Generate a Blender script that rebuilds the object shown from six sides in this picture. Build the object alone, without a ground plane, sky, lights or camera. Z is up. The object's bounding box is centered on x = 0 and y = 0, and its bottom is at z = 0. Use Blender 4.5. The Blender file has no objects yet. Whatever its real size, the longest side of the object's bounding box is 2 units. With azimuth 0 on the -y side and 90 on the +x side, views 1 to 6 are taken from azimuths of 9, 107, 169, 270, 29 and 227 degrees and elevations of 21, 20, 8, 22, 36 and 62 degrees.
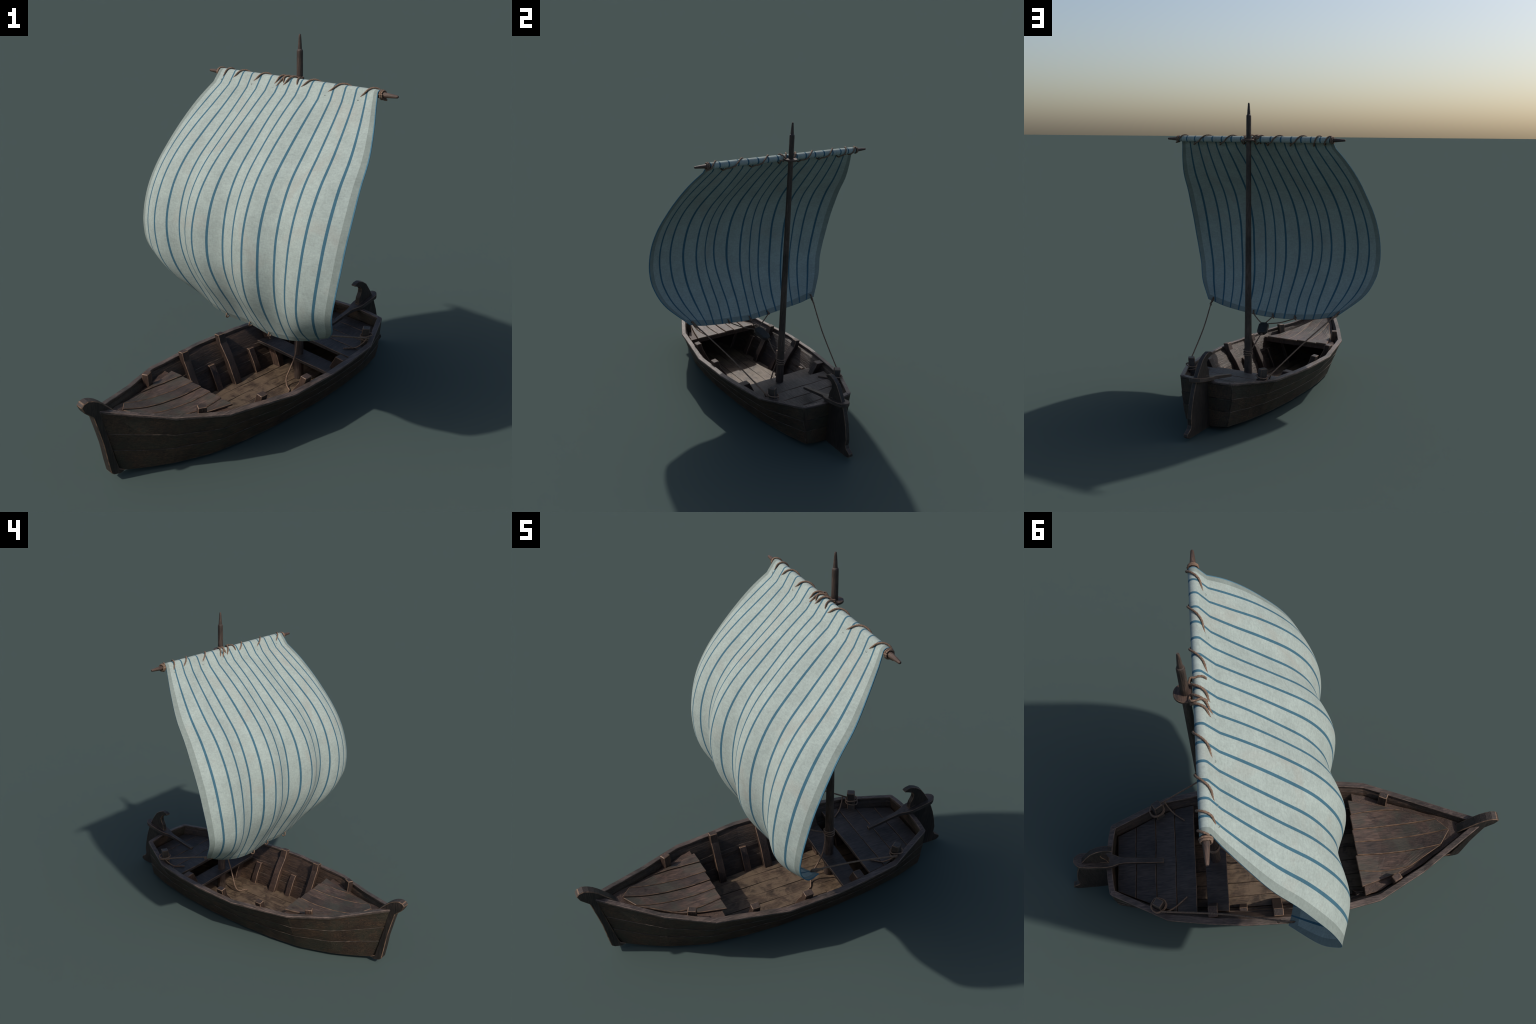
"""Small lapstrake sailing boat with a bellied, striped square sail.

Everything is built in the boat's own frame: x runs forward to the bow, y to port,
z up, keel at z = 0.  The top-level Empty then turns the whole boat by -128 degrees.
"""
import bpy, bmesh, math, random
from math import sin, cos, pi, radians, hypot, atan2
from mathutils import Vector, Matrix

rng = random.Random(7)

# ------------------------------------------------------------------ small helpers
def lerp(a, b, k):
    return a + (b - a) * k

def table(rows, x, col):
    """piecewise-linear lookup in a short table of control stations"""
    if x <= rows[0][0]:
        return rows[0][col]
    for a, b in zip(rows, rows[1:]):
        if x <= b[0]:
            return lerp(a[col], b[col], (x - a[0]) / (b[0] - a[0]))
    return rows[-1][col]

def cubic(p0, p1, p2, p3, k):
    return 0.5 * (2 * p1 + (p2 - p0) * k + (2 * p0 - 5 * p1 + 4 * p2 - p3) * k * k
                  + (3 * p1 - p0 - 3 * p2 + p3) * k ** 3)

def spline(vals, x):
    """Catmull-Rom through equally spaced values, x in 0..len-1"""
    n = len(vals) - 1
    i = min(max(int(math.floor(x)), 0), n - 1)
    k = x - i
    a = vals[i - 1] if i > 0 else 2 * vals[0] - vals[1]
    d = vals[i + 2] if i + 2 <= n else 2 * vals[n] - vals[n - 1]
    return cubic(a, vals[i], vals[i + 1], d, k)

ROOT = bpy.data.objects.new("sailing_boat", None)
bpy.context.scene.collection.objects.link(ROOT)
ROOT["label"] = "old dark wooden sailing boat with striped square sail"
ROOT["category"] = "sailing boat"
ROOT.rotation_euler = (0, 0, radians(-128))

def add(name, verts, faces, mat, parent=None, smooth=False, bevel=0.0, mats=None, face_mats=None, worn=None):
    """make a mesh part; its sharp arrises are chamfered and the chamfers get the worn-edge timber"""
    me = bpy.data.meshes.new(name)
    me.from_pydata([tuple(v) for v in verts], [], faces)
    mats = list(mats or [mat])
    if bevel > 0:
        mats.append(worn or M_WORN)
    for m in mats:
        me.materials.append(m)
    if face_mats:
        me.polygons.foreach_set("material_index", face_mats)
    bm = bmesh.new()
    bm.from_mesh(me)
    bmesh.ops.recalc_face_normals(bm, faces=bm.faces)
    if bevel > 0:
        sharp = [e for e in bm.edges if len(e.link_faces) == 2 and e.calc_face_angle(0) > 0.6]
        bmesh.ops.bevel(bm, geom=sharp, offset=bevel, segments=1, affect='EDGES', clamp_overlap=True, material=len(mats) - 1)
    for f in bm.faces:
        f.smooth = smooth
    bm.to_mesh(me)
    bm.free()
    ob = bpy.data.objects.new(name, me)
    bpy.context.scene.collection.objects.link(ob)
    ob.parent = parent or ROOT
    return ob

def loft(rings, closed=True, caps=True):
    """quads between successive rings of equal length"""
    n = len(rings[0])
    verts = [p for r in rings for p in r]
    faces = []
    for i in range(len(rings) - 1):
        for j in range(n if closed else n - 1):
            k = (j + 1) % n
            faces.append((i * n + j, i * n + k, (i + 1) * n + k, (i + 1) * n + j))
    if caps:
        faces.append(tuple(range(n))[::-1])
        faces.append(tuple((len(rings) - 1) * n + j for j in range(n)))
    return verts, faces

def prism(outline, half, axis='y', centre=0.0):
    """flat outline in the x-z plane, thickened along y"""
    a = [(x, centre - half, z) for x, z in outline]
    b = [(x, centre + half, z) for x, z in outline]
    return loft([a, b])

# ------------------------------------------------------------------ materials
def node(nt, kind, **kw):
    n = nt.nodes.new(kind)
    for k, v in kw.items():
        setattr(n, k, v)
    return n

def ramp(nt, src, stops):
    r = node(nt, "ShaderNodeValToRGB")
    el = r.color_ramp.elements
    while len(el) < len(stops):
        el.new(0.5)
    for e, (p, c) in zip(el, stops):
        e.position = p
        e.color = (c, c, c, 1) if isinstance(c, (int, float)) else (*c, 1)
    nt.links.new(src, r.inputs[0])
    return r.outputs[0]

def mix(nt, fac, a, b, mode='MIX'):
    m = node(nt, "ShaderNodeMix", data_type='RGBA', blend_type=mode)
    for sock, v in ((m.inputs[0], fac), (m.inputs[6], a), (m.inputs[7], b)):
        if isinstance(v, (int, float)):
            sock.default_value = v
        elif isinstance(v, tuple):
            sock.default_value = (*v, 1)
        else:
            nt.links.new(v, sock)
    return m.outputs[2]

def math_node(nt, op, a, b=0.0, clamp=False):
    m = node(nt, "ShaderNodeMath", operation=op, use_clamp=clamp)
    for sock, v in zip(m.inputs, (a, b)):
        if isinstance(v, (int, float)):
            sock.default_value = v
        else:
            nt.links.new(v, sock)
    return m.outputs[0]

def noise(nt, vec, scale, detail=4, rough=0.55, dist=0.0):
    n = node(nt, "ShaderNodeTexNoise")
    n.inputs["Scale"].default_value = scale
    n.inputs["Detail"].default_value = detail
    n.inputs["Roughness"].default_value = rough
    n.inputs["Distortion"].default_value = dist
    nt.links.new(vec, n.inputs["Vector"])
    return n.outputs["Fac"]

def mapped(nt, vec, scale):
    m = node(nt, "ShaderNodeMapping")
    m.inputs["Scale"].default_value = scale
    nt.links.new(vec, m.inputs["Vector"])
    return m.outputs[0]

def wood(name, dark, light, along, green=0.0, moss=(0.022, 0.027, 0.016),
         patch=None, patch_amount=0.0, rough=0.52, vary=0.35, relief=0.006):
    """Weathered timber: stretched grain, cloudy stains, per-plank tone, worn bright arrises."""
    mat = bpy.data.materials.new(name)
    mat.use_nodes = True
    nt = mat.node_tree
    bsdf = nt.nodes["Principled BSDF"]
    tc = node(nt, "ShaderNodeTexCoord")
    oi = node(nt, "ShaderNodeObjectInfo")
    shift = node(nt, "ShaderNodeVectorMath", operation='ADD')
    comb = node(nt, "ShaderNodeCombineXYZ")
    for k, f in enumerate((3.1, 7.7, 5.3)):
        nt.links.new(math_node(nt, 'MULTIPLY', oi.outputs["Random"], f), comb.inputs[k])
    nt.links.new(tc.outputs["Object"], shift.inputs[0])
    nt.links.new(comb.outputs[0], shift.inputs[1])
    vec = shift.outputs[0]
    stretch = {'x': (1, 9, 9), 'y': (9, 1, 9), 'z': (9, 9, 1)}[along]
    grain = noise(nt, mapped(nt, vec, stretch), 14, 6, 0.62, 0.6)
    fine = noise(nt, mapped(nt, vec, tuple(c * (3.2 if c > 1 else 1.5) for c in stretch)), 16, 3, 0.6)
    cloud = noise(nt, vec, 9, 5, 0.6, 0.4)
    col = ramp(nt, grain, [(0.30, dark), (0.72, light)])
    cl = ramp(nt, cloud, [(0.3, 0.50), (0.7, 1.38)])
    col = mix(nt, 1.0, col, cl, 'MULTIPLY')
    fl = ramp(nt, fine, [(0.34, 0.42), (0.5, 1.0), (0.68, 1.35)])
    col = mix(nt, 0.8, col, fl, 'MULTIPLY')
    tone = ramp(nt, oi.outputs["Random"], [(0.0, 1.0 - vary), (1.0, 1.0 + vary)])
    col = mix(nt, 1.0, col, tone, 'MULTIPLY')
    if green:
        gm = ramp(nt, noise(nt, vec, 6.5, 4, 0.62, 0.8), [(0.46, 0.0), (0.62, 1.0)])
        col = mix(nt, math_node(nt, 'MULTIPLY', gm, green), col, moss)
    if patch:
        pm = ramp(nt, noise(nt, vec, 13.0, 7, 0.72, 0.6), [(0.44, 0.0), (0.56, 1.0)])
        col = mix(nt, math_node(nt, 'MULTIPLY', pm, patch_amount), col, patch)
    nt.links.new(col, bsdf.inputs["Base Color"])
    ro = ramp(nt, fine, [(0.3, rough + 0.12), (0.7, rough - 0.08)])
    nt.links.new(ro, bsdf.inputs["Roughness"])
    bsdf.inputs["Specular IOR Level"].default_value = 0.45
    bump = node(nt, "ShaderNodeBump")
    bump.inputs["Strength"].default_value = 0.55
    bump.inputs["Distance"].default_value = relief
    height = math_node(nt, 'ADD', math_node(nt, 'MULTIPLY', fine, 0.5), grain)
    nt.links.new(height, bump.inputs["Height"])
    nt.links.new(bump.outputs[0], bsdf.inputs["Normal"])
    return mat

def cloth(name, base, tint, stain=None):
    mat = bpy.data.materials.new(name)
    mat.use_nodes = True
    nt = mat.node_tree
    bsdf = nt.nodes["Principled BSDF"]
    tc = node(nt, "ShaderNodeTexCoord")
    v = tc.outputs["Object"]
    weave = noise(nt, mapped(nt, v, (1, 1, 0.45)), 120, 3, 0.7)
    weave2 = noise(nt, mapped(nt, v, (0.35, 0.35, 1.6)), 110, 3, 0.7)
    both = math_node(nt, 'MULTIPLY', math_node(nt, 'ADD', weave, weave2), 0.5)
    col = ramp(nt, both, [(0.34, tint), (0.62, base)])
    cloud = ramp(nt, noise(nt, v, 11, 4, 0.6), [(0.3, 0.9), (0.7, 1.05)])
    col = mix(nt, 1.0, col, cloud, 'MULTIPLY')
    if stain:
        sm = ramp(nt, noise(nt, v, 3.2, 5, 0.62, 0.6), [(0.55, 0.0), (0.75, 0.55)])
        col = mix(nt, sm, col, stain)
    nt.links.new(col, bsdf.inputs["Base Color"])
    bsdf.inputs["Roughness"].default_value = 0.9
    bsdf.inputs["Specular IOR Level"].default_value = 0.15
    bump = node(nt, "ShaderNodeBump")
    bump.inputs["Strength"].default_value = 0.25
    bump.inputs["Distance"].default_value = 0.002
    nt.links.new(both, bump.inputs["Height"])
    nt.links.new(bump.outputs[0], bsdf.inputs["Normal"])
    return mat

M_HULL = wood("hull_timber", (0.010, 0.0058, 0.0035), (0.080, 0.043, 0.022), 'x', green=0.42, moss=(0.024, 0.030, 0.018), vary=0.2, rough=0.58, relief=0.007)
M_CEIL = wood("inner_planking_timber", (0.014, 0.008, 0.005), (0.072, 0.041, 0.025), 'x', vary=0.2, relief=0.009)
M_INNER = wood("frame_timber", (0.020, 0.011, 0.008), (0.074, 0.042, 0.028), 'z')
M_RAIL = wood("rail_timber", (0.030, 0.020, 0.016), (0.125, 0.088, 0.072), 'x', green=0.25, vary=0.05, rough=0.45)
M_DECK = wood("foredeck_timber", (0.026, 0.015, 0.011), (0.108, 0.066, 0.047), 'x', green=0.62, moss=(0.044, 0.044, 0.031), rough=0.46)
M_AFT = wood("quarterdeck_timber", (0.020, 0.015, 0.013), (0.062, 0.048, 0.040), 'x', vary=0.12)
M_FLOOR = wood("floor_timber", (0.036, 0.023, 0.015), (0.112, 0.073, 0.047), 'x',
               patch=(0.152, 0.106, 0.067), patch_amount=0.6, vary=0.10, rough=0.5)
M_RUDDER = wood("rudder_timber", (0.014, 0.0095, 0.0075), (0.050, 0.034, 0.026), 'z')
M_TILLER = wood("tiller_timber", (0.020, 0.014, 0.011), (0.052, 0.037, 0.030), 'x')
M_MAST = wood("mast_timber", (0.030, 0.019, 0.014), (0.092, 0.060, 0.046), 'z', vary=0.05)
M_YARD = wood("yard_timber", (0.036, 0.021, 0.015), (0.110, 0.066, 0.046), 'y', vary=0.05)
M_BLOCK = wood("block_timber", (0.010, 0.009, 0.009), (0.026, 0.023, 0.022), 'x')
M_SAIL = cloth("sail_linen", (0.340, 0.392, 0.362), (0.262, 0.302, 0.280), stain=(0.300, 0.278, 0.240))
M_STRIPE = cloth("sail_stripe_blue", (0.050, 0.126, 0.172), (0.042, 0.106, 0.147))
M_HEM = cloth("sail_hem", (0.225, 0.262, 0.240), (0.180, 0.212, 0.194))

M_RIM = cloth("sail_edge_blue", (0.072, 0.172, 0.232), (0.058, 0.142, 0.195))

def worn_material(name, bright, dull, lo=0.34, hi=0.60):
    """bare timber showing on rubbed arrises, broken up along their length"""
    mat = bpy.data.materials.new(name)
    mat.use_nodes = True
    nt = mat.node_tree
    bsdf = nt.nodes["Principled BSDF"]
    tc = node(nt, "ShaderNodeTexCoord")
    f = noise(nt, tc.outputs["Object"], 26, 5, 0.65, 0.4)
    nt.links.new(ramp(nt, f, [(lo, dull), (hi, bright)]), bsdf.inputs["Base Color"])
    bsdf.inputs["Roughness"].default_value = 0.6
    bsdf.inputs["Specular IOR Level"].default_value = 0.35
    return mat
M_WORN = worn_material("worn_edge_timber", (0.190, 0.115, 0.072), (0.055, 0.034, 0.023))
M_SEAM_HIGHLIGHT = worn_material("seam_painted_highlight", (0.105, 0.078, 0.058), (0.018, 0.012, 0.008), 0.46, 0.66)  # plank-edge chamfers lightened so the hull seams show painted highlights
M_WORN_RAIL = worn_material("worn_edge_rail_timber", (0.170, 0.118, 0.094), (0.050, 0.035, 0.028))
M_GAP = worn_material("floor_gap_dark", (0.026, 0.017, 0.011), (0.012, 0.008, 0.005))

def rope_material():
    mat = bpy.data.materials.new("hemp_rope")
    mat.use_nodes = True
    nt = mat.node_tree
    bsdf = nt.nodes["Principled BSDF"]
    tc = node(nt, "ShaderNodeTexCoord")
    f = noise(nt, tc.outputs["Object"], 160, 3, 0.6)
    nt.links.new(ramp(nt, f, [(0.3, (0.085, 0.050, 0.032)), (0.7, (0.235, 0.150, 0.100))]), bsdf.inputs["Base Color"])
    bsdf.inputs["Roughness"].default_value = 0.85
    return mat
M_ROPE = rope_material()

# ------------------------------------------------------------------ hull form
# station x, gunwale half-breadth, gunwale height
SHEER = [(-0.857, 0.190, 0.308), (-0.576, 0.338, 0.281), (-0.36, 0.374, 0.278), (-0.19, 0.394, 0.277),
         (0.10, 0.402, 0.277), (0.30, 0.362, 0.284), (0.483, 0.330, 0.294), (0.72, 0.209, 0.322), (1.024, 0.021, 0.408)]
# station x, chine half-breadth, chine height, belly of the side between them
CHINE = [(-0.857, 0.152, 0.033, 0.005), (-0.70, 0.194, 0.028, -0.002), (-0.45, 0.233, 0.023, -0.010),
         (-0.20, 0.250, 0.020, -0.014), (0.10, 0.251, 0.018, -0.014), (0.30, 0.238, 0.018, -0.009),
         (0.50, 0.210, 0.019, -0.003), (0.72, 0.137, 0.022, 0.002), (1.024, 0.010, 0.030, 0.0)]
KEEL = [(-0.857, 0.015), (-0.5, 0.005), (-0.1, 0.0), (0.3, 0.0), (0.7, 0.008), (1.024, 0.026)]
WALL = 0.029
def wall(f):
    """planking thickness: the inside steps in to a thicker band just below the rail"""
    return WALL + 0.011 * min(1.0, max(0.0, (f - 0.04) / 0.08)) * (1.0 if f < 0.45 else 0.5)
STRAKES = [0.0, 0.36, 0.65, 1.0]

def rake(x, f):
    """stem leans aft towards the keel, so stations near the bow slide back with depth"""
    k = max(0.0, (x - 0.5) / 0.524)
    return x - 0.092 * f * k * k

def side(x, f, inset=0.0):
    """point on the port side: f = 0 at the gunwale, 1 at the chine"""
    h0, z0 = table(SHEER, x, 1), table(SHEER, x, 2)
    h1, z1 = table(CHINE, x, 1), table(CHINE, x, 2)
    h = lerp(h0, h1, f) + table(CHINE, x, 3) * 4 * f * (1 - f) * (0.75 + 0.5 * f)
    return Vector((rake(x, f), max(h - inset, 0.004), lerp(z0, z1, f)))

def inner_half(x, z):
    """inside half-breadth of the hull at station x and height z"""
    best = None
    for i in range(41):
        p = side(x, i / 40.0, wall(i / 40.0))
        d = abs(p.z - z)
        if best is None or d < best[0]:
            best = (d, p.y)
    return best[1]

XS = sorted(set([s[0] for s in SHEER] + [-0.857 + i * (1.881 / 48) for i in range(49)]))
RAILH = 0.012

def wobble(x, k, amp=0.0022):
    return amp * (sin(x * 17 + k * 2.1) + 0.6 * sin(x * 41 + k * 5.3))

# bottom of the hull between the chines, with a little rise of floor to the keel line;
# the strakes, rails and transom boards hang on it
rings = []
for x in XS:
    c = side(x, 1.0, 0.001)
    zk = table(KEEL, x, 1)
    half = [(c.y, c.z - 0.0005), (c.y * 0.55, lerp(zk, c.z, 0.42))]
    rings.append([(c.x, -y, z) for y, z in half] + [(c.x, 0, zk)] + [(c.x, y, z) for y, z in reversed(half)] +
                 [(c.x, c.y * 0.97, c.z + 0.014), (c.x, 0, zk + 0.014), (c.x, -c.y * 0.97, c.z + 0.014)])
v, f = loft(rings)
hull = add("hull", v, f, M_HULL)
for sgn in (1, -1):
    for k in range(3):
        f0, f1 = STRAKES[k], STRAKES[k + 1]
        rings = []
        for x in XS:
            fa = f0 + (0 if k == 0 else wobble(x, k + sgn) * 2)
            fb = f1 + (0 if k == 2 else wobble(x, k + 1 + sgn) * 2) + (0.02 if k < 2 else 0)
            ring = []
            mids = [lerp(fa, fb, m / 4) for m in range(5)]
            for m, f in enumerate(mids):
                proud = lerp(0.0032, -0.001, m / 4) if k else 0.0
                p = side(x, f, -proud)
                if k == 0 and m == 0:
                    p.z -= RAILH
                ring.append((p.x, sgn * p.y, p.z))
            for m, f in reversed(list(enumerate(mids))):
                p = side(x, f, wall(f) - 0.002 - (lerp(0.0, 0.004, m / 4) if k < 2 else 0))
                if k == 0 and m == 0:
                    p.z -= RAILH
                ring.append((p.x, sgn * p.y, p.z))
            rings.append(ring)
        v, f = loft(rings)
        side_of = [0, 0, 0, 0, 0, 1, 1, 1, 1, 1] * (len(rings) - 1) + [0, 0]
        add("strake", v, f, None, hull, mats=[M_HULL, M_CEIL], face_mats=side_of, bevel=0.002, worn=M_SEAM_HIGHLIGHT)

# gunwale caps
for sgn in (1, -1):
    rings = []
    for x in XS:
        a, b = side(x, 0.0, -0.0015), side(x, 0.0, WALL + 0.002)
        zt = a.z + 0.002 + 0.4 * wobble(x, sgn, 0.002)
        rings.append([(a.x, sgn * a.y, zt - 0.001), (b.x, sgn * b.y, zt + 0.003), (b.x, sgn * b.y, a.z - RAILH), (a.x, sgn * a.y, a.z - RAILH)])
    v, f = loft(rings)
    add("gunwale", v, f, M_RAIL, hull, bevel=0.0025, worn=M_WORN_RAIL)

# transom boards, bowed slightly aft between the corners
def bowed(half, depth=0.020):
    return [(half * j / 6.0, depth * (1 - (j / 6.0) ** 2)) for j in range(-6, 7)]
for k in range(3):
    a, b = side(-0.857, STRAKES[k], 0.006), side(-0.857, STRAKES[k + 1], 0.006)
    za = a.z - (RAILH if k == 0 else 0.0008)
    zb = b.z + (0.0008 if k < 2 else 0.0)
    rings = []
    for (ya, ba), (yb, bb) in zip(bowed(a.y, (0.020, 0.016, 0.010)[k]), bowed(b.y, (0.016, 0.010, 0.003)[k])):
        low = zb - (0.016 * (1 - (yb / b.y) ** 2) if k == 2 else 0.0)
        out = 0.001 * (k == 1)
        rings.append([(-0.860 - ba - out, ya, za), (-0.834 - ba, ya, za), (-0.834 - bb, yb, low), (-0.860 - bb - out, yb, low)])
    v, f = loft(rings)
    add("transom_board", v, f, M_HULL, hull, bevel=0.002, worn=M_SEAM_HIGHLIGHT)
rings = []
for y, bo in bowed(0.187):
    rings.append([(-0.8615 - bo, y, 0.3095), (-0.833 - bo, y, 0.3112), (-0.833 - bo, y, 0.3092 - RAILH), (-0.8615 - bo, y, 0.3092 - RAILH)])
v, f = loft(rings)
add("transom_rail", v, f, M_RAIL, hull, bevel=0.0025, worn=M_WORN_RAIL)

# ------------------------------------------------------------------ stem post with its curled head
STEM = [(1.111, 0.462), (1.097, 0.477), (1.072, 0.482), (1.046, 0.474), (1.020, 0.459), (0.995, 0.438), (0.970, 0.411),
        (0.945, 0.385), (0.916, 0.347), (0.925, 0.336), (0.952, 0.352), (0.985, 0.372), (1.010, 0.380),
        (0.997, 0.300), (0.975, 0.200), (0.955, 0.110), (0.940, 0.050), (0.905, 0.028), (0.935, 0.020),
        (0.972, 0.031), (0.988, 0.046), (0.999, 0.110), (1.014, 0.215), (1.033, 0.300), (1.054, 0.386), (1.096, 0.428)]
v, f = prism(STEM, 0.024, centre=0.0)
add("stem_post", v, f, M_RUDDER, bevel=0.0038)

# ------------------------------------------------------------------ frames (ribs)
ribs = ROOT
def rib(x, sgn, f_top, f_bot, rise, width, depth):
    rings = []
    n = 12
    for i in range(n + 1):
        f = lerp(f_top, f_bot, i / n)
        w = 0.5 * width * (1 + 0.03 * sin(i * 0.9 + x * 30))
        d = depth * (1 + 0.05 * sin(i * 0.8 + x * 50))
        a = side(x, f, WALL + 0.0005)
        b = side(x, f, WALL + 0.004 + d)
        za = a.z
        if i == 0 and rise:
            za += rise
        rings.append([(x - w, sgn * a.y, za), (x + w, sgn * a.y, za), (x + w, sgn * b.y, za + 0.004), (x - w, sgn * b.y, za + 0.004)])
    v, f = loft(rings)
    add("rib", v, f, M_INNER, ribs, bevel=0.003)

for sgn in (1, -1):
    rib(0.262, sgn, 0.0, 0.97, 0.027, 0.044, 0.034)
    rib(-0.030, sgn, 0.0, 0.97, 0.029, 0.050, 0.036)
    rib(-0.356, sgn, 0.03, 0.97, 0.006, 0.046, 0.052)
    for x in (0.095, -0.205, 0.40, 0.57, -0.50):
        rib(x, sgn, 0.40, 0.99, 0.0, 0.042, 0.020)

def post(name, x, y, ztop, zbot, size, turn, lean, mat, parent=None, bevel=0.003):
    rings = []
    for z, grow in ((zbot, 1.08), (lerp(zbot, ztop, 0.5), 0.98), (ztop - 0.006, 1.0), (ztop, 0.94)):
        k = (ztop - z)
        ring = []
        for cx, cy in ((-1, -1), (1, -1), (1, 1), (-1, 1)):
            px, py = cx * size[0] / 2 * grow, cy * size[1] / 2 * grow
            ring.append((x + px * cos(turn) - py * sin(turn), y - lean * k + px * sin(turn) + py * cos(turn), z))
        rings.append(ring)
    v, f = loft(rings)
    return add(name, v, f, mat, parent, bevel=bevel)

for sgn in (1, -1):
    post("mooring_post", 0.577, sgn * 0.229, 0.336, 0.20, (0.046, 0.036), -sgn * radians(27), sgn * 0.12, M_INNER)
    post("mooring_post", -0.618, sgn * 0.267, 0.356, 0.20, (0.046, 0.042), sgn * radians(33), sgn * 0.10, M_AFT)

# ------------------------------------------------------------------ inside: floor, thwart, decks
floor = ROOT
edges = [-0.235, -0.160, -0.085, -0.004, 0.072, 0.150, 0.232]
for a, b in zip(edges, edges[1:]):
    rings = []
    xa, xb = -0.80 + rng.uniform(0, 0.02), 0.80 - abs(a + b) * 0.5
    for i in range(25):
        x = lerp(xa, xb, i / 24)
        lim = inner_half(x, 0.05) - 0.004
        y0 = max(min(a + 0.0007 + wobble(x, a * 9, 0.001), lim), -lim)
        y1 = max(min(b - 0.0007 + wobble(x, b * 9, 0.001), lim), -lim)
        if y1 - y0 < 0.004:
            y1 = y0 + 0.004
        z = 0.041 + 0.0012 * sin(x * 9 + a * 40)
        rings.append([(x, y0, z), (x, y1, z), (x, y1, z - 0.014), (x, y0, z - 0.014)])
    v, f = loft(rings)
    add("floorboard", v, f, M_FLOOR, floor, bevel=0.001, worn=M_GAP)

def athwart_board(name, x0, x1, ztop, thick, mat, parent, trim=0.003):
    rings = []
    n = 16
    ha = [inner_half(x0, ztop) - trim, inner_half(x1, ztop) - trim]
    for i in range(n + 1):
        k = 2 * i / n - 1
        w = wobble(k * 0.3, x0 * 10, 0.0012)
        rings.append([(x0 + w, k * ha[0], ztop + w * 0.6), (x1 + wobble(k * 0.3, x1 * 10, 0.0012), k * ha[1], ztop + w * 0.6),
                      (x1, k * ha[1], ztop - thick), (x0, k * ha[0], ztop - thick)])
    v, f = loft(rings)
    return add(name, v, f, mat, parent, bevel=0.002)

qdeck = ROOT
lines = [-0.834, -0.740, -0.637, -0.535, -0.433]
for a, b in zip(lines, lines[1:]):
    athwart_board("deck_board", a + 0.0015, b - 0.0015, 0.246, 0.020, M_AFT, qdeck)
athwart_board("thwart", -0.386, -0.275, 0.200, 0.018, M_AFT, ROOT)

DECKZ = [(0.38, 0.273), (0.52, 0.268), (0.66, 0.281), (0.76, 0.302), (0.83, 0.327), (0.88, 0.346), (1.03, 0.378)]
# beam and under-deck board that fills the bow to the planking
rings = []
for x in [0.416 + i * (0.585 / 20) for i in range(21)]:
    z = table(DECKZ, x, 1) - 0.010
    hw = max(inner_half(x, z) - 0.002, 0.006)
    zz = z - (0.034 if x < 0.44 else 0.018)
    rings.append([(x, -hw, z), (x, hw, z), (x, hw * 0.97, zz), (x, -hw * 0.97, zz)])
v, f = loft(rings)
fdeck = add("foredeck", v, f, M_INNER, bevel=0.0022)
# six tapering planks: (y at the aft end, x and y where the seam runs out)
SEAMS = [(0.245, 0.600, 0.188), (0.158, 0.665, 0.158), (0.072, 0.830, 0.072), (0.001, 0.882, 0.001),
         (-0.072, 0.830, -0.072), (-0.158, 0.665, -0.158), (-0.245, 0.600, -0.188)]
def seam(k, u):
    y0, xe, ye = SEAMS[k]
    bow = (0, 0.012, 0.004, 0, -0.004, -0.012, 0)[k] * sin(pi * u)
    return Vector((lerp(0.400, xe, u), lerp(y0, ye, u) + bow, 0))
for k in range(6):
    rings = []
    off = rng.uniform(-0.006, 0.006)
    lift = rng.uniform(0.0, 0.0035)
    for i in range(15):
        u = i / 14
        p, q = seam(k, u), seam(k + 1, u)
        p.x += (1 - u) * (off - 0.003)
        q.x += (1 - u) * (off + 0.003)
        p.y -= 0.0012
        q.y += 0.0012
        zp, zq = table(DECKZ, p.x, 1) + lift + 0.003, table(DECKZ, q.x, 1) + lift
        rings.append([(p.x, p.y, zp), (q.x, q.y, zq), (q.x, q.y, zq - 0.013), (p.x, p.y, zp - 0.013)])
    v, f = loft(rings)
    add("deck_plank", v, f, M_DECK, fdeck, bevel=0.0032)

# ------------------------------------------------------------------ rudder and tiller
RUDDER = [(-0.862, 0.016), (-0.862, 0.330), (-0.869, 0.375), (-0.886, 0.408), (-0.888, 0.430), (-0.876, 0.447), (-0.852, 0.458), (-0.828, 0.466),
          (-0.822, 0.473), (-0.842, 0.485), (-0.868, 0.489), (-0.900, 0.478), (-0.934, 0.455), (-0.965, 0.412), (-0.995, 0.362),
          (-1.018, 0.312), (-1.040, 0.250), (-1.056, 0.185), (-1.066, 0.125), (-1.062, 0.085), (-1.072, 0.066), (-1.104, 0.044),
          (-1.108, 0.026), (-1.088, 0.012), (-1.050, 0.010), (-0.950, 0.013)]
RY = -0.014
v, f = prism(RUDDER, 0.015, centre=RY)
add("rudder", v, f, M_RUDDER, bevel=0.003)

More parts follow.
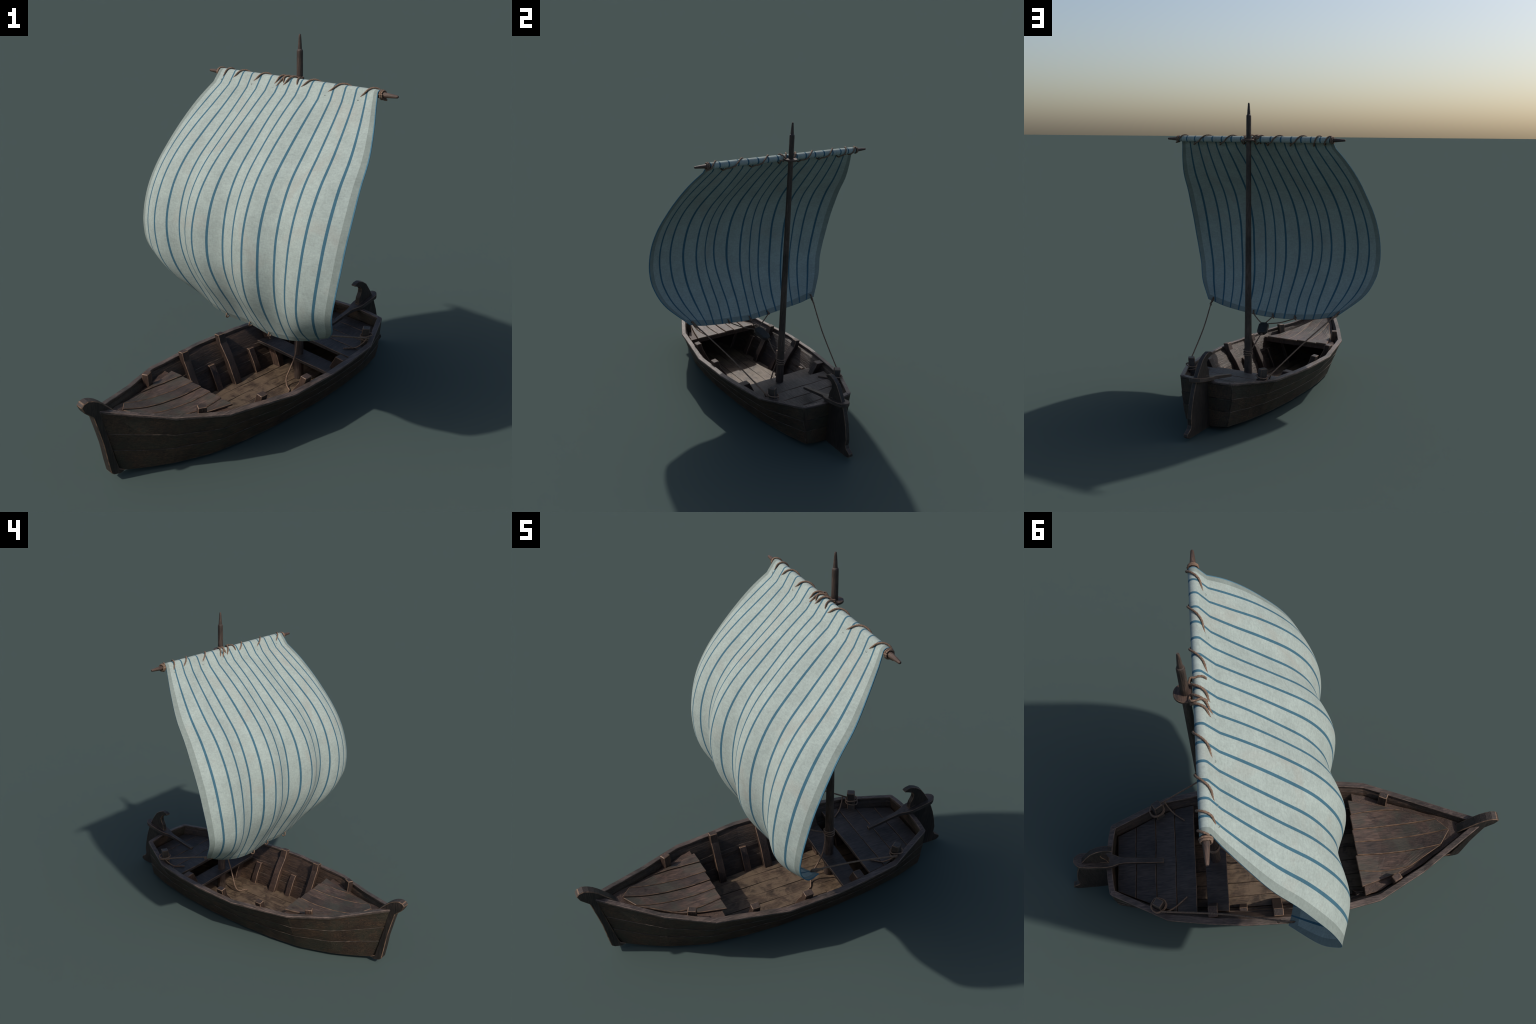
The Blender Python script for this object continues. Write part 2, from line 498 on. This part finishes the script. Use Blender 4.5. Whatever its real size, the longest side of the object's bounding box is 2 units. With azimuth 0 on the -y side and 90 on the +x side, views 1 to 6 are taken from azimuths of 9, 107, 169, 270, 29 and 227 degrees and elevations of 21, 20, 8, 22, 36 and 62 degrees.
def tiller_half(x):
    return table([(-1.036, 0.010), (-1.026, 0.026), (-1.005, 0.039), (-0.96, 0.041), (-0.875, 0.039), (-0.845, 0.033),
                  (-0.815, 0.020), (-0.785, 0.0145), (-0.596, 0.0125)], x, 1)
def tiller_z(x):
    return lerp(0.356, 0.270, (x + 1.036) / 0.44)
rings = []
TX = [-1.036, -1.031, -1.020, -1.005, -0.985, -0.96, -0.92, -0.89, -0.875, -0.86, -0.845, -0.83, -0.815, -0.80, -0.785, -0.72, -0.65, -0.596]
for x in TX:
    hw, z = tiller_half(x), tiller_z(x)
    t = lerp(0.013, 0.009, (x + 1.036) / 0.44)
    rings.append([(x, RY - hw, z + t), (x, RY + hw, z + t), (x, RY + hw, z - t), (x, RY - hw, z - t)])
v, f = loft(rings)
add("tiller", v, f, M_TILLER, bevel=0.002)
# cheek block in the tiller slot just ahead of the rudder stock
v, f = loft([[(x, RY - 0.017, tiller_z(x) - 0.002), (x, RY + 0.017, tiller_z(x) - 0.002), (x, RY + 0.016, tiller_z(x) + zt), (x, RY - 0.016, tiller_z(x) + zt)]
             for x, zt in ((-0.905, 0.022), (-0.862, 0.016))])
add("rudder_wedge", v, f, M_TILLER, bevel=0.002)

# ------------------------------------------------------------------ mast, parrel, yard
MX, MY = -0.331, 0.004
def lathe(profile, place, sides=14):
    return loft([[place(r * cos(2 * pi * j / sides), r * sin(2 * pi * j / sides), h) for j in range(sides)] for h, r in profile])
MAST = [(0.030, 0.0275), (0.20, 0.0268), (0.36, 0.0248), (0.60, 0.0222), (0.90, 0.0200), (1.30, 0.0180), (1.70, 0.0165), (1.900, 0.0160),
        (1.917, 0.0158), (1.923, 0.0140), (1.926, 0.0108), (1.950, 0.0094), (1.975, 0.0074), (1.994, 0.0060), (1.9995, 0.0042)]
v, f = lathe(MAST, lambda a, b, h: (MX + a, MY + b, h))
add("mast", v, f, M_MAST, smooth=False)

YX, YZ, YY = -0.282, 1.767, 0.009
YARD = [(-0.659, 0.0050), (-0.655, 0.0070), (-0.60, 0.0115), (-0.566, 0.0155), (-0.555, 0.0165), (-0.3, 0.0170), (0, 0.0175), (0.3, 0.0170),
        (0.555, 0.0165), (0.566, 0.0155), (0.60, 0.0115), (0.655, 0.0070), (0.659, 0.0050)]
v, f = lathe(YARD, lambda a, b, h: (YX + a, YY + h, YZ + b))
add("yard", v, f, M_YARD)

# D-shaped parrel collar holding the yard to the mast
outline = [(MX + 0.026 , MY + 0.040)] + [(MX - 0.002 + 0.041 * cos(a), MY + 0.041 * sin(a)) for a in [radians(90 + i * 15) for i in range(13)]] + [(MX + 0.026, MY - 0.040)]
v, f = loft([[(x, y, z) for x, y in outline] for z in (1.757, 1.770)])
add("parrel_collar", v, f, M_YARD, bevel=0.002)

# ------------------------------------------------------------------ sail
# Half of the sail, five vertical profiles from the middle seam to the leech: valley, crest,
# valley, crest, leech.  Eleven levels each, foot to head.  FWD = forward reach, OUT = breadth.
FWD = [[0.046, 0.113, 0.179, 0.222, 0.229, 0.215, 0.179, 0.110, 0.002, -0.117, -0.256],
       [0.062, 0.142, 0.216, 0.261, 0.272, 0.256, 0.212, 0.134, 0.019, -0.114, -0.256],
       [0.060, 0.128, 0.183, 0.215, 0.220, 0.203, 0.160, 0.085, -0.029, -0.147, -0.258],
       [0.034, 0.160, 0.229, 0.248, 0.241, 0.212, 0.161, 0.082, -0.028, -0.146, -0.258],
       [0.002, 0.120, 0.187, 0.194, 0.173, 0.136, 0.079, 0.006, -0.080, -0.164, -0.258]]
OUT = [[0.0] * 11,
       [0.152, 0.148, 0.162, 0.182, 0.191, 0.187, 0.180, 0.168, 0.156, 0.148, 0.146],
       [0.300, 0.311, 0.333, 0.353, 0.362, 0.359, 0.353, 0.339, 0.323, 0.307, 0.293],
       [0.420, 0.480, 0.518, 0.539, 0.550, 0.548, 0.539, 0.524, 0.503, 0.468, 0.431],
       [0.522, 0.648, 0.702, 0.728, 0.737, 0.734, 0.721, 0.697, 0.671, 0.624, 0.558]]
FOOT = [0.516, 0.5175, 0.535, 0.5645, 0.605]
HEAD = 1.747
TUBE = 0.0212

def sail_point(u, w):
    """u = -8..8 counted in stripes, w = 0 foot .. 1 head, beyond 1 the sleeve round the yard"""
    x = abs(u) / 2
    sg = 1 if u >= 0 else -1
    def across(vals, odd):
        ext = [(-vals[1] if odd else vals[1])] + list(vals) + [2 * vals[4] - vals[3] - (0.0 if odd else 0.02)]
        i = min(int(x), 3)
        return cubic(ext[i], ext[i + 1], ext[i + 2], ext[i + 3], x - i)
    ww = min(w, 1.0)
    px = across([spline(r, ww * 10) for r in FWD], False)
    py = across([spline(r, ww * 10) for r in OUT], True)
    for valley in (0.0, 4.0):          # tighter creases between the bellies
        px -= 0.0025 * math.exp(-((abs(u) - valley) / 0.55) ** 2) * 4 * ww * (1 - ww)
    zb = across(FOOT, False)
    pz = lerp(zb, HEAD, ww)
    if w > 1.0:
        a = radians(lerp(10, 238, (w - 1.0) / 0.1))
        px, pz = YX + TUBE * cos(a), YZ + TUBE * sin(a)
    return Vector((px, 0.008 + sg * py, pz))

HALF = 0.076            # half width of a stripe, in stripe spacings
cols = []               # (u, material of the band that starts here): 0 linen, 1 blue, 2 hem
def band(a, b, m, n):
    for i in range(n):
        cols.append((lerp(a, b, i / n), m))
band(-8.0, -7.62, 2, 2)
prev = -7.62
for i in range(-7, 8):
    band(prev, i - HALF, 0, 5)
    band(i - HALF, i + HALF, 1, 2)
    prev = i + HALF
band(prev, 7.62, 0, 4)
band(7.62, 7.935, 2, 2)
band(7.935, 8.0, 3, 1)      # blue band along the port leech
cols.append((8.0, 2))
rows = [0.0, 0.012, 0.026] + [0.026 + 0.948 * i / 45 for i in range(1, 46)] + [1.0 + 0.1 * i / 14 for i in range(1, 15)]
nr, nc = len(rows), len(cols)
grid = [[sail_point(u, w) for u, _ in cols] for w in rows]
THICK = 0.0045
front, back = [], []
for r in range(nr):
    for c in range(nc):
        du = grid[r][min(c + 1, nc - 1)] - grid[r][max(c - 1, 0)]
        dw = grid[min(r + 1, nr - 1)][c] - grid[max(r - 1, 0)][c]
        n = du.cross(dw)
        n = n.normalized() if n.length > 1e-9 else Vector((1, 0, 0))
        p = grid[r][c]
        front.append(p)
        back.append(p - n * (THICK if rows[r] <= 1.0 else THICK * 0.8))
# the normal must point forward (to the bow) on the front face
test = (grid[20][nc // 2 + 1] - grid[20][nc // 2 - 1]).cross(grid[21][nc // 2] - grid[19][nc // 2])
if test.x < 0:
    back = [p + (p - q) for p, q in zip(front, back)]
verts = front + back
N = nr * nc
faces, fm = [], []
for r in range(nr - 1):
    for c in range(nc - 1):
        m = cols[c][1]
        if rows[r] < 0.0255 and m == 0:
            m = 2
        a, b, d, e = r * nc + c, r * nc + c + 1, (r + 1) * nc + c + 1, (r + 1) * nc + c
        faces.append((a, b, d, e)); fm.append(m)
        faces.append((N + e, N + d, N + b, N + a)); fm.append(m)
rim = []
for r in range(nr - 1):
    rim.append((r * nc, (r + 1) * nc)); rim.append((r * nc + nc - 1, (r + 1) * nc + nc - 1))
for c in range(nc - 1):
    rim.append((c, c + 1)); rim.append(((nr - 1) * nc + c, (nr - 1) * nc + c + 1))
for a, b in rim:
    k = len(verts)
    verts += [verts[a], verts[b], verts[N + b], verts[N + a]]
    faces.append((k, k + 1, k + 2, k + 3)); fm.append(3)
sail = add("sail", verts, faces, None, smooth=True, mats=[M_SAIL, M_STRIPE, M_HEM, M_RIM], face_mats=fm)

# ------------------------------------------------------------------ ropes
rigging = ROOT
def rope(name, pts, r=0.0042, turns=95, parent=None, step=0.0035, smooth_path=True):
    """three-strand laid rope swept along a smooth path"""
    pts = [Vector(p) for p in pts]
    path = []
    for i in range(len(pts) - 1):
        a = pts[i - 1] if i else pts[0] * 2 - pts[1]
        b, c = pts[i], pts[i + 1]
        d = pts[i + 2] if i + 2 < len(pts) else c * 2 - b
        n = max(2, int((c - b).length / step))
        for j in range(n):
            path.append(cubic(a, b, c, d, j / n))
    path.append(pts[-1])
    rings, sides, dist, up = [], 9, 0.0, Vector((0.13, 0.27, 0.95))
    for i, p in enumerate(path):
        t = (path[min(i + 1, len(path) - 1)] - path[max(i - 1, 0)]).normalized()
        x = up - t * up.dot(t)
        if x.length < 1e-3:
            x = t.orthogonal()
        x.normalize()
        up = x
        y = t.cross(x)
        if i:
            dist += (p - path[i - 1]).length
        ring = []
        for k in range(sides):
            th = 2 * pi * k / sides
            rr = r * (1 + 0.20 * cos(3 * (th - dist * turns * 2)))
            ring.append(p + x * (rr * cos(th)) + y * (rr * sin(th)))
        rings.append(ring)
    v, f = loft(rings)
    return add(name, v, f, M_ROPE, parent or rigging, smooth=True)

def around_yard(t0, t1, a0, a1, r, n=12):
    return [(YX + r * cos(radians(lerp(a0, a1, i / n))), lerp(t0, t1, i / n), YZ + r * sin(radians(lerp(a0, a1, i / n)))) for i in range(n + 1)]

def head_point(t, lift=0.004, drop=0.034):
    """on the front of the sail just under the yard"""
    z = HEAD - drop
    w = (z - 0.53) / (HEAD - 0.53)
    p = sail_point(t / 0.0728, w)
    return (p.x + lift * 0.6, t, p.z + lift * 0.8)

R_LACE = 0.0268
eyelets = [-0.505, -0.428, -0.262, -0.095, 0.078, 0.262, 0.468]
def lace(t0, t1, first=False):
    m = lerp(t0, t1, 0.62)
    seg = [head_point(t0, 0.002, 0.008), head_point(lerp(t0, m, 0.12), 0.008, 0.0)]
    seg += around_yard(lerp(t0, m, 0.3), m, 8, 180, R_LACE, 7)
    seg += around_yard(lerp(m, t1, 0.12), lerp(m, t1, 0.75), 205, 262, R_LACE + 0.001, 3)
    return seg
for a, b in zip(eyelets, eyelets[1:]):
    if a == -0.095:
        continue
    rope("lacing", lace(a, b) + [(YX + 0.010, b - 0.004, YZ - 0.038), head_point(b, -0.004, 0.010)], 0.0040)
rope("lacing", lace(0.468, 0.62)[:-1] + [(YX - 0.004, 0.574, YZ - 0.020)], 0.0040)
rope("lacing", [head_point(-0.500, -0.003, 0.010)] +
     around_yard(-0.500, -0.556, -60, -300, R_LACE - 0.002, 10), 0.0040)
# coils at the yard arms
for sgn in (1, -1):
    for k in range(2):
        t = YY + sgn * (0.567 + 0.008 * k)
        rope("yard_coil", around_yard(t, t + sgn * 0.004, 0, 380, 0.0205 - 0.002 * k, 16), 0.0040)
# small metal eyelets in the sail head
for t in eyelets:
    p = head_point(t, 0.005, 0.015)
    bm = bmesh.new()
    ring, tube = 10, 6
    vv = [[bm.verts.new((0.0045 * (1 + 0.32 * cos(2 * pi * j / tube)) * cos(2 * pi * i / ring),
                         0.0045 * (1 + 0.32 * cos(2 * pi * j / tube)) * sin(2 * pi * i / ring), 0.0015 * sin(2 * pi * j / tube)))
           for j in range(tube)] for i in range(ring)]
    for i in range(ring):
        for j in range(tube):
            bm.faces.new((vv[i][j], vv[(i + 1) % ring][j], vv[(i + 1) % ring][(j + 1) % tube], vv[i][(j + 1) % tube]))
    me = bpy.data.meshes.new("eyelet"); bm.to_mesh(me); bm.free()
    me.materials.append(M_HEM)
    ob = bpy.data.objects.new("eyelet", me)
    bpy.context.scene.collection.objects.link(ob)
    ob.parent = sail
    ob.location = p
    ob.rotation_euler = (0, radians(42), 0)
# central binding between yard and parrel collar
for k, (t0, t1) in enumerate(((-0.100, -0.050), (-0.082, -0.012), (-0.040, 0.030))):
    drop = 0.001 + 0.004 * (k % 2)
    pts = [head_point(t0, 0.001, drop + 0.008), head_point(lerp(t0, t1, 0.15), 0.008, drop)]
    pts += around_yard(lerp(t0, t1, 0.4), t1, 15, 160, R_LACE + 0.001 * k, 6)
    pts += [(MX + 0.014, MY + (0.032 if k > 1 else -0.030), 1.772 + 0.002 * k)]
    rope("parrel_lashing", pts, 0.0046)
for t in (-0.046, 0.050):
    rope("parrel_lashing", [(MX + 0.012, MY + (0.032 if t > 0 else -0.032), 1.769), (MX + 0.022, t, 1.790)] +
         around_yard(t, t + 0.012, 120, -40, R_LACE, 5) + around_yard(t + 0.014, t + 0.02, -100, -170, R_LACE + 0.004, 3) +
         [(MX + 0.018, t * 0.9, 1.752)], 0.0040)

# sheets from the lower corners of the sail to the aft posts
for sgn in (1, -1):
    clew = Vector((0.014, sgn * 0.500, 0.608))
    px, py = -0.618, sgn * 0.262
    knot = Vector((px + 0.040, py + sgn * 0.042, 0.315))
    d = (knot - clew).normalized()
    rope("sheet", [clew + Vector((0.012, -sgn * 0.002, -0.004)), clew + d * 0.02 + Vector((0, 0, 0.004)), clew.lerp(knot, 0.5) + Vector((0, -sgn * 0.012, 0)), knot,
                   knot + d * 0.03], 0.0042)
    # bight through the corner with its stopper knot
    rope("sheet_loop", [clew + d * 0.055, clew + d * 0.03 + Vector((0.0, 0, 0.008)), clew + Vector((0.006, 0, 0.010)), clew + Vector((0.016, 0, 0.002)),
                        clew + d * 0.02 + Vector((0.006, 0, -0.008)), clew + d * 0.055], 0.0038)
    rope("stopper_knot", [clew + d * 0.058 + Vector((0.006 * cos(a), 0.004 * sin(a) , 0.006 * sin(a))) + d * (a * 0.0016) for a in [i * 0.8 for i in range(10)]], 0.0036)
    # turns on the post
    for k in range(2):
        z = 0.306 - 0.020 * k
        rope("post_turn", [(px - 0.004 + (0.036 + 0.003 * sin(a * 2 + k)) * cos(a), py + (0.034 + 0.003 * cos(a * 3)) * sin(a), z + 0.006 * sin(a + k * 2.2))
                           for a in [i * pi / 8 for i in range(17)]], 0.0038)
    # loose tail on the deck
    rope("sheet_tail", [knot + Vector((-0.004, 0, 0)), (px + 0.052, sgn * 0.285, 0.280), (px + 0.080, sgn * 0.258, 0.2525), (px + 0.115, sgn * 0.228, 0.2505),
                        (px + 0.135, sgn * 0.212, 0.2510)], 0.0038)

# bowline block hanging behind the foot of the sail
BC = Vector((-0.105, 0.014, 0.470))
d = Vector((0.120, 0.040, 0.050)).normalized()
sidev = Vector((0, 0, 1)).cross(d).normalized()
nrm = d.cross(sidev)
shape = [(-0.062, -0.018), (-0.062, 0.018), (-0.038, 0.032), (0.034, 0.032), (0.058, 0.016), (0.058, -0.016), (0.034, -0.032), (-0.038, -0.032)]
rings = []
for h, g in ((-0.016, 0.88), (-0.010, 1.0), (0.010, 1.0), (0.016, 0.88)):
    rings.append([BC + d * (a * g) + sidev * (b * g * 1.1) + nrm * h for a, b in shape])
v, f = loft(rings)
add("pulley_block", v, f, M_BLOCK, rigging)
up = sidev
feet = [sail_point(u, 0.012) + Vector((-0.004, 0, 0)) for u in (2.3, 0.1, -2.1)]
holes = [BC + d * 0.050 + up * 0.014, BC + d * 0.052, BC + d * 0.050 - up * 0.012]
for k, (ft, ho) in enumerate(zip(feet, holes)):
    mid = ft.lerp(ho, 0.5) + Vector((0, 0, -0.012 if k != 1 else -0.002))
    rope("bridle", [ho - d * 0.012, ho + (ft - ho).normalized() * 0.015, mid, ft + Vector((-0.010, 0, -0.006)), ft + Vector((0.002, 0, 0.004))], 0.0038)
    rope("bridle_loop", [ft + Vector((-0.012, 0.000, -0.008)), ft + Vector((-0.006, 0.006, 0.010)), ft + Vector((0.010, 0.003, 0.008)),
                         ft + Vector((0.014, 0.0, -0.010)), ft + Vector((0.002, -0.004, -0.020)), ft + Vector((-0.012, 0.0, -0.010))], 0.0036)
    rope("stopper_knot", [ft + Vector((-0.014 + 0.006 * cos(a), 0.005 * sin(a), -0.010 + 0.003 * a * 0.3)) for a in [i * 0.8 for i in range(9)]], 0.0034)
tail = BC - d * 0.050
ring_z = 0.357
rope("halyard", [tail + up * 0.010, tail - d * 0.02 + up * 0.004, tail.lerp(Vector((MX + 0.027, MY, ring_z + 0.004)), 0.5) + Vector((0, 0, -0.006)),
                 (MX + 0.027, MY - 0.004, ring_z)], 0.0038)
rope("stopper_knot", [tail - d * 0.022 + Vector((0.006 * cos(a), 0.006 * sin(a), 0.002 * a - 0.006)) for a in [i * 0.8 for i in range(9)]], 0.0034)
for k in range(3):
    rope("mast_turn", [(MX + 0.0285 * cos(a), MY + 0.0285 * sin(a), ring_z + 0.012 - 0.013 * k + 0.004 * sin(a + k)) for a in [i * pi / 8 for i in range(17)]], 0.0038)
rope("halyard_tail", [(MX + 0.028, MY + 0.006, ring_z - 0.01), (MX + 0.036, 0.022, 0.300), (-0.275, 0.030, 0.222), (-0.245, 0.024, 0.150), (-0.218, 0.016, 0.090),
                      (-0.200, 0.035, 0.052), (-0.180, 0.076, 0.046), (-0.160, 0.090, 0.050)], 0.0042)
